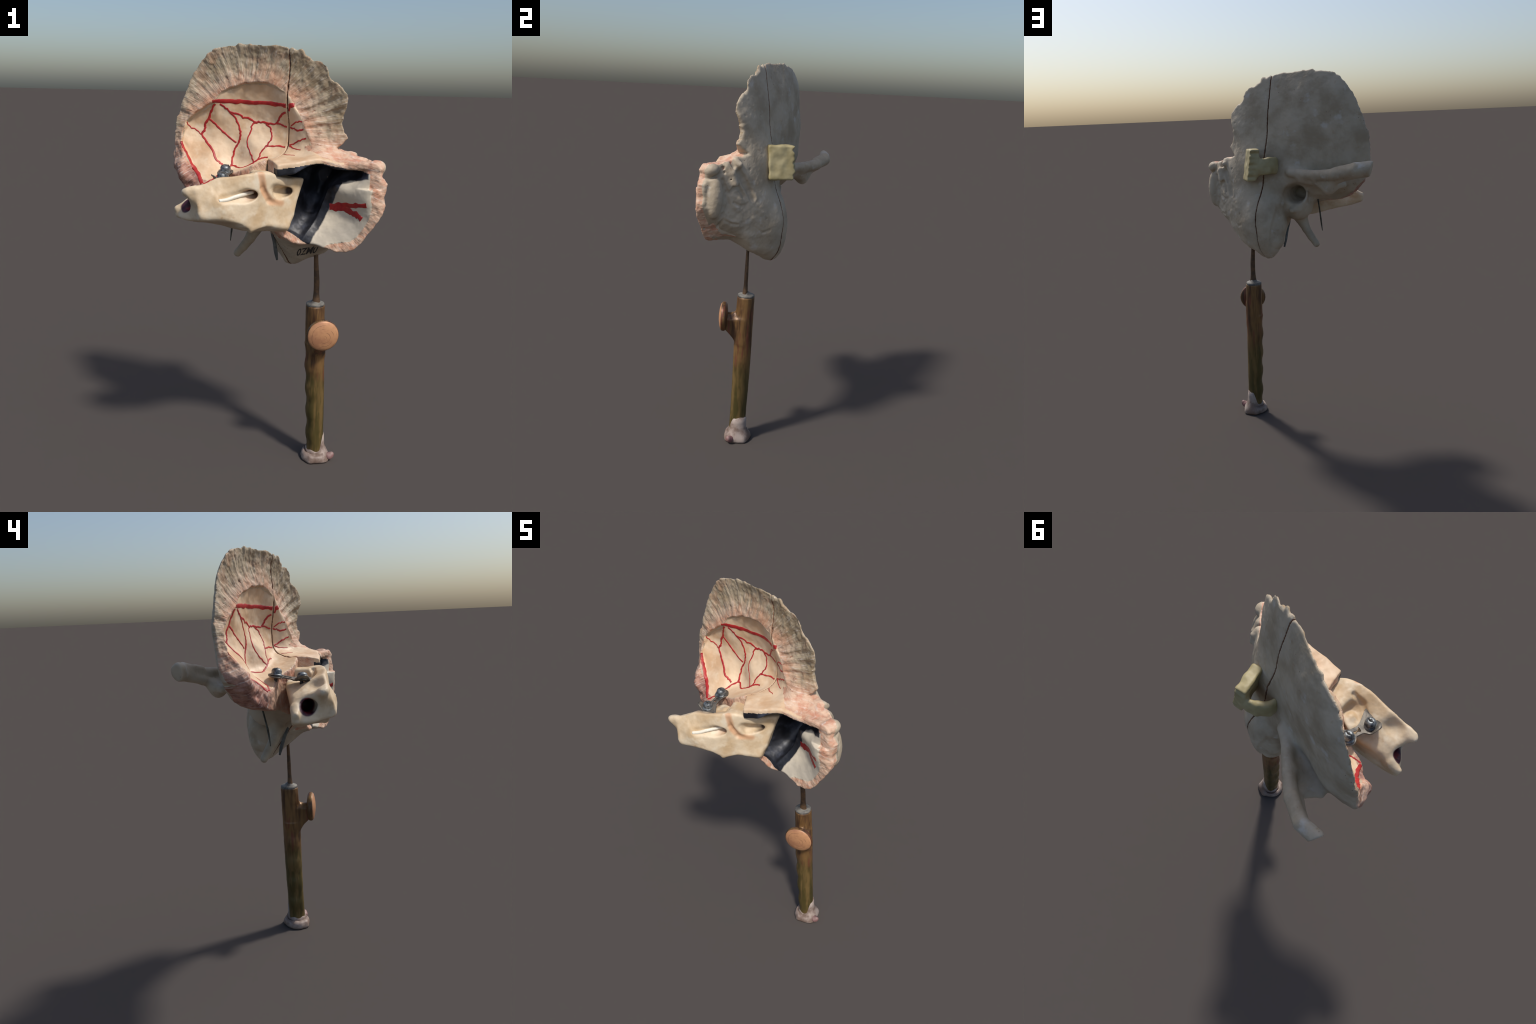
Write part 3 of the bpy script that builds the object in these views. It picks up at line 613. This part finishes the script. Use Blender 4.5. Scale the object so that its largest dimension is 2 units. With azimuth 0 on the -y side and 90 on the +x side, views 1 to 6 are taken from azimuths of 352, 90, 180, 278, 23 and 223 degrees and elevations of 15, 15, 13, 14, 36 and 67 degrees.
VESSELS = [
    (.018, (1, 1), [(-.275, .08, 1.741), (-.203, .074, 1.745), (-.129, .055, 1.744), (-.057, .026, 1.74), (.012, -.018, 1.735), (.046, -.042, 1.733)]),
    (.018, (1, 1), [(.056, -.05, 1.733), (.078, -.068, 1.737)]),
    (.010, (1, 1), [(-.261, .089, 1.732), (-.277, .101, 1.702), (-.29, .113, 1.667), (-.305, .121, 1.637), (-.307, .121, 1.616), (-.32, .12, 1.591), (-.3, .094, 1.559), (-.273, .062, 1.524), (-.263, .045, 1.488), (-.242, .04, 1.469), (-.221, .034, 1.453)]),
    (.009, (1, .8), [(-.29, .113, 1.664), (-.254, .103, 1.638), (-.224, .091, 1.609), (-.194, .078, 1.58), (-.164, .067, 1.559)]),
    (.009, (1, 1), [(-.24, .084, 1.732), (-.21, .081, 1.714), (-.187, .08, 1.693), (-.164, .078, 1.663), (-.149, .074, 1.63), (-.143, .069, 1.6), (-.145, .065, 1.578), (-.158, .065, 1.555), (-.171, .064, 1.525), (-.179, .06, 1.498), (-.188, .045, 1.458)]),
    (.009, (1, 1), [(-.195, .081, 1.696), (-.157, .073, 1.69), (-.134, .07, 1.675), (-.108, .063, 1.67), (-.075, .051, 1.655), (-.046, .034, 1.656), (-.018, .017, 1.65), (.009, -.001, 1.655), (.019, -.009, 1.673), (.028, -.019, 1.689), (.045, -.038, 1.702)]),
    (.008, (1, 1), [(.058, -.049, 1.710), (.061, -.057, 1.73)]),
    (.0075, (1, .8), [(-.075, .051, 1.655), (-.091, .057, 1.643), (-.097, .053, 1.613), (-.11, .046, 1.568), (-.106, .029, 1.536), (-.097, .006, 1.508), (-.092, -.024, 1.477)]),
    (.0075, (1, .8), [(-.036, .027, 1.649), (-.018, .014, 1.631), (-.011, .005, 1.606), (-.014, -.005, 1.577), (-.035, -.009, 1.551), (-.057, -.014, 1.521), (-.074, -.026, 1.489)]),
    (.007, (1, 1), [(-.035, -.01, 1.549), (.009, -.022, 1.553), (.047, -.038, 1.551)]),
    (.007, (1, 1), [(.01, 0, 1.651), (.034, -.016, 1.645), (.054, -.031, 1.64)]),
    (.007, (.7, 1), [(-.389, .119, 1.649), (-.376, .129, 1.628), (-.353, .128, 1.615), (-.322, .121, 1.593)]),
    (.006, (1, 1), [(.066, -.036, 1.553), (.08, -.059, 1.567), (.101, -.084, 1.581), (.127, -.111, 1.594)]),
    (.0075, (1, 1), [(.068, -.032, 1.638), (.082, -.058, 1.633), (.094, -.073, 1.627), (.117, -.1, 1.631)]),
    (.006, (1, 1), [(.072, -.044, 1.643), (.09, -.071, 1.663), (.11, -.096, 1.666)]),
    (.006, (1, .6), [(.067, -.045, 1.553), (.082, -.072, 1.547), (.106, -.105, 1.542)]),
    (.005, (1, .6), [(.035, -.08, 1.515), (.051, -.107, 1.52), (.076, -.13, 1.522)]),
    (.009, (1, .8), [(-.323, -.055, 1.386), (-.293, -.047, 1.398), (-.261, -.025, 1.414), (-.229, .013, 1.436), (-.196, .038, 1.452), (-.173, .037, 1.456), (-.151, -.007, 1.452), (-.125, -.016, 1.461), (-.092, -.025, 1.477), (-.074, -.025, 1.49), (-.055, -.029, 1.498), (-.03, -.037, 1.503)]),
    (.018, (.8, 1), [(-.418, .104, 1.560), (-.402, .077, 1.522), (-.375, .043, 1.480), (-.350, .004, 1.436), (-.328, -.05, 1.386)]),
    (.022, (1.3, .8), [(.232, -.179, 1.303), (.273, -.209, 1.312), (.313, -.264, 1.322), (.355, -.32, 1.332)]),
    (.022, (1.3, .9), [(.232, -.179, 1.30), (.274, -.207, 1.301), (.303, -.24, 1.296), (.329, -.279, 1.282), (.345, -.297, 1.268)]),
]
for w, tp, pts in VESSELS:
    ribbon('painted_artery', pts, w*1.22, RED, root, taper=tp, wiggle=.0028)

# ------------------------------------------------------------------ sweeps and lathes
def sweep(name, pts, radii, mat, parent, sides=14, flat=1.0, sub=6, axis=(0, 1, 0)):
    """Tube through control points; radii per point; flat squeezes it along one side."""
    c = catmull(np.c_[np.array(pts, float), np.array(radii, float)], sub)
    P, R = c[:, :3], c[:, 3]; n = len(P); V = []; F = []
    ref = np.array(axis, float)
    for i in range(n):
        t = P[min(i+1, n-1)]-P[max(i-1, 0)]; t /= np.linalg.norm(t)
        a = ref-t*(ref@t); a /= np.linalg.norm(a); b = np.cross(t, a)
        for k in range(sides):
            w = 2*math.pi*k/sides
            V.append(P[i]+R[i]*(math.cos(w)*a*flat+math.sin(w)*b))
    for i in range(n-1):
        for k in range(sides):
            F.append((i*sides+k, i*sides+(k+1) % sides, (i+1)*sides+(k+1) % sides, (i+1)*sides+k))
    V = list(V); m = len(V); V += [P[0], P[-1]]
    for k in range(0, sides, 2):
        F.append((m, (k+2) % sides, (k+1) % sides, k)); e = (n-1)*sides
        F.append((m+1, e+k, e+(k+1) % sides, e+(k+2) % sides))
    return mesh_object(name, np.array(V), F, mat, parent)
def lathe(name, profile, mat, parent, centre, axis, sides=48, knurl=None):
    """Profile of (radius, height) turned about an axis."""
    rot = Vector((0, 0, 1)).rotation_difference(Vector(axis).normalized()).to_matrix()
    V = []; F = []; n = len(profile)
    for i, (r, h) in enumerate(profile):
        for k in range(sides):
            rr = r
            if knurl and i in knurl: rr = r*(1+.022*(-1)**k)
            w = 2*math.pi*k/sides
            V.append(tuple(Vector(centre)+rot @ Vector((rr*math.cos(w), rr*math.sin(w), h))))
    for i in range(n-1):
        for k in range(sides):
            F.append((i*sides+k, i*sides+(k+1) % sides, (i+1)*sides+(k+1) % sides, (i+1)*sides+k))
    ob = mesh_object(name, np.array(V), F, mat, parent)
    return ob
def field_object(name, F, g, mat, parent, it=2):
    V, Fq = surface_nets(np.broadcast_to(F, g.full), g); V = relax(V, Fq, it)
    V = V+vertex_normals(V, Fq)*(fbm(V, 50, 81, 2)*.0006)[:, None]
    return mesh_object(name, V, Fq, mat, parent)
def box(g, c, half, rot=0.0):
    x, y, z = g.a-c[0], g.b-c[1], g.c-c[2]; cs, sn = math.cos(rot), math.sin(rot)
    q = [np.abs(cs*x+sn*y)-half[0], np.abs(-sn*x+cs*y)-half[1], np.abs(z)-half[2]]
    return np.sqrt(sum(np.maximum(v, 0)**2 for v in q))+np.minimum(np.maximum(np.maximum(q[0], q[1]), q[2]), 0)

# ------------------------------------------------------------------ stand
def brass_material():
    m = Mat('dark_streaked_brass', .42, .5); m.b.inputs['Metallic'].default_value = .25
    x, y, z = m.xyz()
    long = m.vmath('MULTIPLY', m.co, (38, 38, 4.5))
    c = m.mix(m.ramp(m.noise(1, 4, vec=long), .38, .64), (.23, .125, .046), (.075, .036, .018))
    c = m.mix(m.math('MULTIPLY', m.ramp(m.noise(1, 3, vec=m.vmath('ADD', long, (7, 3, 1))), .55, .66), .75), c, (.19, .055, .035))
    low = m.math('ADD', z, m.math('MULTIPLY', m.math('SUBTRACT', m.noise(9, 3), .5), .35))
    c = m.mix(m.math('MULTIPLY', m.ramp(low, .56, .36), .85), c, m.mix(m.ramp(m.noise(1, 3, vec=m.vmath('ADD', long, (2, 9, 4))), .42, .62), (.07, .06, .016), (.18, .12, .042)))
    m.color(c); m.bump(m.noise(1, 4, vec=long), .2, .004); return m.m
BRASS = brass_material()
CAPM = plain('dull_grey_metal', (.20, .185, .155), (.08, .075, .07), 30, .6, 0)
KNOBM = None
def knob_face():
    m = Mat('turned_copper_face', .5, .4); m.b.inputs['Metallic'].default_value = .15
    d = m.vmath('DISTANCE', m.vmath('MULTIPLY', m.co, (1, 0, 1)), (.230, 0, .693))
    d = m.math('ADD', d, m.math('MULTIPLY', m.math('SUBTRACT', m.noise(14, 3), .5), .010))
    ring = m.ramp(m.math('ABSOLUTE', m.math('SUBTRACT', m.math('FRACT', m.math('MULTIPLY', d, 58)), .5)), .10, .02)
    ring = m.math('MULTIPLY', ring, m.ramp(m.noise(20, 2, vec=m.vmath('ADD', m.co, (1, 1, 1))), .42, .60))
    c = m.mix(m.ramp(m.noise(16, 4), .38, .66), (.52, .265, .13), (.40, .19, .10))
    c = m.mix(m.math('MULTIPLY', ring, .75), c, (.16, .075, .045)); m.color(c); return m.m
KNOBM = knob_face()
CUFF = plain('pale_plaster_foot', (.37, .30, .26), (.16, .105, .08), 12, .5)
DARKROD = plain('dark_brown_rod', (.085, .055, .035), (.16, .09, .045), 40, .45, .3)

T0, T1 = np.array((.237, -.106, 0)), np.array((.210, -.084, .812))
def axis_at(z): return T0+(T1-T0)*z/.812
g = Grid((.12, -.29, .035), (.34, -.01, .83), .0042)
zz = g.c; ax = T0[0]+(T1[0]-T0[0])*zz/.812; ay = T0[1]+(T1[1]-T0[1])*zz/.812
ang = np.arctan2(g.b-ay, g.a-ax)
rad = np.interp(g.ax[2], [0, .08, .2, .4, .55, .7, .82], [.043, .043, .0435, .046, .047, .0465, .045])[None, None, :]
rad = rad+.0035*np.clip(-np.cos(ang), 0, 1)*np.sin(zz*52+.6)*(zz < .62)+.001*np.sin(ang*3+zz*9)
tube = np.sqrt((g.a-ax)**2+(g.b-ay)**2)-rad
tube = smax(tube, zz-.812, .006)
def cap3(*ch): return capsule(g, list(ch))
tube = smin(tube, cap3((.218, -.12, .702, .020), (.223, -.185, .700, .022)), .018)
web = smax(box(g, (.225, -.15, .625), (.030, .055, .065)), -(g.b+.200-.95*np.maximum(.645-zz, 0)), .012)
tube = smin(tube, web, .03)
tube = smax(tube, .03-zz, .01)
TUBE = field_object('stand_tube', tube, g, BRASS, root)
kn = (0.0, -1, .0)
kc = (.225, -.178, .698)
prof = [(0.0, -.004), (.036, -.002), (.066, .003), (.073, .008), (.075, .012), (.075, .025), (.073, .029), (.066, .034), (.048, .039), (.025, .0425), (.010, .0435), (0, .0435)]
knob = lathe('thumb_screw', prof, [KNOBM, BRASS], TUBE, kc, kn, 96, knurl=(4, 5))
for p in knob.data.polygons:
    p.material_index = 1 if p.index < 96*6 else 0
CAP = lathe('tube_cap', [(0, -.004), (.0425, -.004), (.044, .0), (.043, .007), (.036, .011), (.022, .013), (.016, .022), (0, .022)], CAPM, root, tuple(T1), (T1-T0), 40)
sweep('support_rod', [(.213, -.090, .815), (.212, -.088, .87), (.211, -.087, .93), (.206, -.086, 1.00), (.203, -.085, 1.05), (.200, -.082, 1.10)], [.021, .014, .0135, .0115, .0105, .013], DARKROD, root, 14, .75, axis=(0, 1, 0))
# plaster foot: uneven flared collar
Vf = []; Ff = []; S = 56
prof = [(.038, .135), (.046, .132), (.048, .10), (.049, .07), (.055, .045), (.066, .026), (.070, .010), (.067, .0), (.0, .0)]
for i, (r, h) in enumerate(prof):
    for k in range(S):
        w = 2*math.pi*k/S; q = np.array([math.cos(w)*1.6, math.sin(w)*1.6, h*14])
        f = 1+.10*float(hash_noise(q, 1.0, 91))+.05*float(hash_noise(q, 2.4, 92))
        side = max(0, math.cos(w-.35))
        hh = h
        if i < 4: hh = h*(.42+.58*step(.0, .75, side))+(.0 if i > 1 else .004*math.sin(5*w))
        rr = r*f+(.006*side if i > 3 else 0)
        if i == 0: rr = .036
        a = axis_at(hh)
        Vf.append((a[0]+rr*math.cos(w), a[1]+rr*math.sin(w)*1.02, max(hh, 0)))
for i in range(len(prof)-1):
    for k in range(S): Ff.append((i*S+k, (i+1)*S+k, (i+1)*S+(k+1) % S, i*S+(k+1) % S))
mesh_object('plaster_foot', np.array(Vf), Ff, CUFF, root)
g = Grid((.28, -.19, .0), (.35, -.10, .06), .003)
field_object('foot_lump', smax(smin(ellipsoid(g, (.302, -.14, .022), (.020, .022, .018)), ellipsoid(g, (.315, -.145, .033), (.012, .011, .014)), .01), .004-g.c, .003), g, plain('plum_plaster', (.19, .085, .085), (.28, .18, .16), 30, .5), root)

# ------------------------------------------------------------------ yellow repair clip across the saw cut
CLIP = plain('yellowed_putty', (.42, .355, .195), (.33, .27, .13), 9, .5)
g = Grid((.02, -.05, 1.40), (.27, .17, 1.63), .0034)
t = (g.c-1.425)/.17
dirx, diry = -.028, .118; L = math.hypot(dirx, diry)
rot = math.atan2(diry, dirx)
fin = box(g, (.193, .062, 1.511), (.066, .016, .076), rot)-.008
sk = (g.c-1.511)*.14; 
fin = box(g, (0.193, .062, 1.511), (.062, .017, .078), rot)
Xs = g.a+.14*(g.c-1.511); Ys = g.b+.06*(g.c-1.511)
def box_s(c, half, r):
    x, y, z = Xs-c[0], Ys-c[1], g.c-c[2]; cs, sn = math.cos(r), math.sin(r)
    q = [np.abs(cs*x+sn*y)-half[0], np.abs(-sn*x+cs*y)-half[1], np.abs(z)-half[2]]
    return np.sqrt(sum(np.maximum(v, 0)**2 for v in q))+np.minimum(np.maximum(np.maximum(q[0], q[1]), q[2]), 0)
notch = .007*np.sin(g.c*95)+.004*np.sin(g.c*210+1)
fin = box_s((.186+0*notch, .064, 1.511), (.060, .016, .075), rot)-.009
fin = smax(fin, (Ys-.128-notch*.8)*.9, .006)
arm = capsule(g, [(.165, .105, 1.50, .022), (.13, .112, 1.50, .020), (.095, .098, 1.502, .020), (.062, .066, 1.505, .021), (.055, .045, 1.505, .018)], (1, 1, 2.3))
arm = smax(arm, np.abs(g.c-1.503)-(.046+.5*np.maximum(g.a-.135, 0)), .006)
clip = smin(fin, arm, .016)+.004*hash_noise(np.stack(np.broadcast_arrays(g.a, g.b, g.c), -1), 32, 101)
field_object('repair_clip', clip, g, CLIP, root)

# ------------------------------------------------------------------ metal bracket and screws joining pyramid and squama
STEEL = plain('dull_steel', (.19, .17, .14), (.07, .065, .06), 30, .45, .35, .3)
SCREWM = plain('zinc_screw', (.20, .22, .23), (.04, .045, .05), 60, .4, .5, .4)
def plate(name, outline, thick, mat, parent, bend):
    o = catmull(outline, 5, closed=True); c = o.mean(0); V = []; F = []; n = len(o); rings = 6
    for layer in (0, 1):
        for r in range(rings):
            s = 1-r/rings*.98
            for p in o:
                q = c+(p-c)*s; V.append((q[0], q[1], bend(q[0], q[1])+(thick if layer else 0)))
    def id(l, r, k): return l*rings*n+r*n+k % n
    for k in range(n):
        F.append((id(0, 0, k), id(0, 0, k+1), id(1, 0, k+1), id(1, 0, k)))
        for r in range(rings-1):
            F.append((id(1, r, k), id(1, r, k+1), id(1, r+1, k+1), id(1, r+1, k)))
            F.append((id(0, r, k), id(0, r+1, k), id(0, r+1, k+1), id(0, r, k+1)))
    return mesh_object(name, np.array(V), F, mat, parent)
def bracket_bend(x, y):
    base = 1.437+(y+.077)*.15+(x+.226)*.12
    return base+.030*float(step(.0, .035, -(x+.262)-.35*(y+.19)))*float(step(-.13, -.17, y))
disc = [(-.226+.036*math.cos(a), -.077+.036*math.sin(a)) for a in np.linspace(-.9, math.pi+.9, 10)]
outline = disc+[(-.250, -.118), (-.258, -.145), (-.284, -.165), (-.294, -.205), (-.262, -.226), (-.212, -.238), (-.188, -.232), (-.203, -.195), (-.216, -.150), (-.210, -.118)]
BR = plate('bracket', outline, .006, STEEL, root, bracket_bend)
def screw(c, ax):
    prof = [(0, -.03), (.008, -.03), (.008, -.002), (.030, -.002), (.0305, .003), (.025, .004), (.0225, .008), (.0235, .018), (.020, .026), (.011, .031), (.006, .0295), (0, .027)]
    ob = lathe('screw', prof, SCREWM, BR, c, ax, 28)
    bm = bmesh.new(); bm.from_mesh(ob.data)
    bmesh.ops.recalc_face_normals(bm, faces=bm.faces); bm.to_mesh(ob.data); bm.free()
    slot = mesh_object('screw_slot', np.array([tuple(Vector(c)+Vector(ax).normalized()*.030+Vector(v)) for v in
        [(-.014, -.003, -.002), (.014, -.003, -.002), (.014, .003, -.002), (-.014, .003, -.002), (-.014, -.003, .0018), (.014, -.003, .0018), (.014, .003, .0018), (-.014, .003, .0018)]]),
        [(0, 3, 2, 1), (4, 5, 6, 7), (0, 1, 5, 4), (1, 2, 6, 5), (2, 3, 7, 6), (3, 0, 4, 7)], plain('dark_slot', (.02, .02, .02), (.05, .05, .05)), BR, smooth=False)
screw((-.226, -.077, 1.4430), (.08, -.15, 1)); screw((-.248, -.190, 1.424), (.1, -.1, 1))

# ------------------------------------------------------------------ nerve peg, wires
sweep('nerve_peg', [(-.272, -.328, 1.353), (-.24, -.318, 1.356), (-.205, -.303, 1.365), (-.165, -.283, 1.374), (-.12, -.25, 1.38)], [.0085]*5, plain('white_enamel', (.80, .76, .66), (.72, .66, .54), 30, .35), root, 14)
WIRE = plain('blackened_wire', (.035, .035, .03), (.10, .10, .08), 40, .5, .2)
sweep('wire', [(-.150, .04, 1.40), (-.168, .01, 1.33), (-.182, -.015, 1.24), (-.190, -.03, 1.17), (-.196, -.037, 1.118)], [.005, .0045, .004, .0045, .002], WIRE, root, 8)
sweep('wire', [(-.02, -.13, 1.23), (-.012, -.105, 1.17), (.003, -.085, 1.12), (.014, -.068, 1.07), (.023, -.057, 1.028)], [.006, .007, .008, .009, .005], plain('grey_wire', (.10, .11, .11), (.16, .17, .16), 40, .5, .2), root, 10)

# ------------------------------------------------------------------ inked collection mark on the underside
INK = plain('black_ink', (.012, .012, .012), (.02, .02, .02), 20, .5)
def lettering(txt, size, origin, right, up):
    cu = bpy.data.curves.new('inked_mark', 'FONT'); cu.body = txt; cu.size = size; cu.align_x = 'CENTER'; cu.extrude = .0006; cu.offset = .0006
    ob = bpy.data.objects.new('inked_mark', cu); bpy.context.scene.collection.objects.link(ob)
    me = bpy.data.meshes.new_from_object(ob.evaluated_get(bpy.context.evaluated_depsgraph_get()))
    bpy.data.objects.remove(ob); me.name = 'inked_mark'
    r = Vector(right).normalized(); u = Vector(up).normalized(); f = r.cross(u)
    tree = TREES[1]
    for v in me.vertices:
        p = Vector(origin)+r*v.co.x+u*v.co.y
        h = tree.ray_cast(p+f*.1, -f)
        if h[0]: v.co = h[0]+f*(.001+v.co.z)
        else: v.co = p
    me.materials.clear(); me.materials.append(INK)
    o = bpy.data.objects.new('inked_mark', me); bpy.context.scene.collection.objects.link(o); o.parent = root
lettering('0ZM0', .036, (.150, -.10, 1.064), (1, 0, .12), (.0, .35, 1))
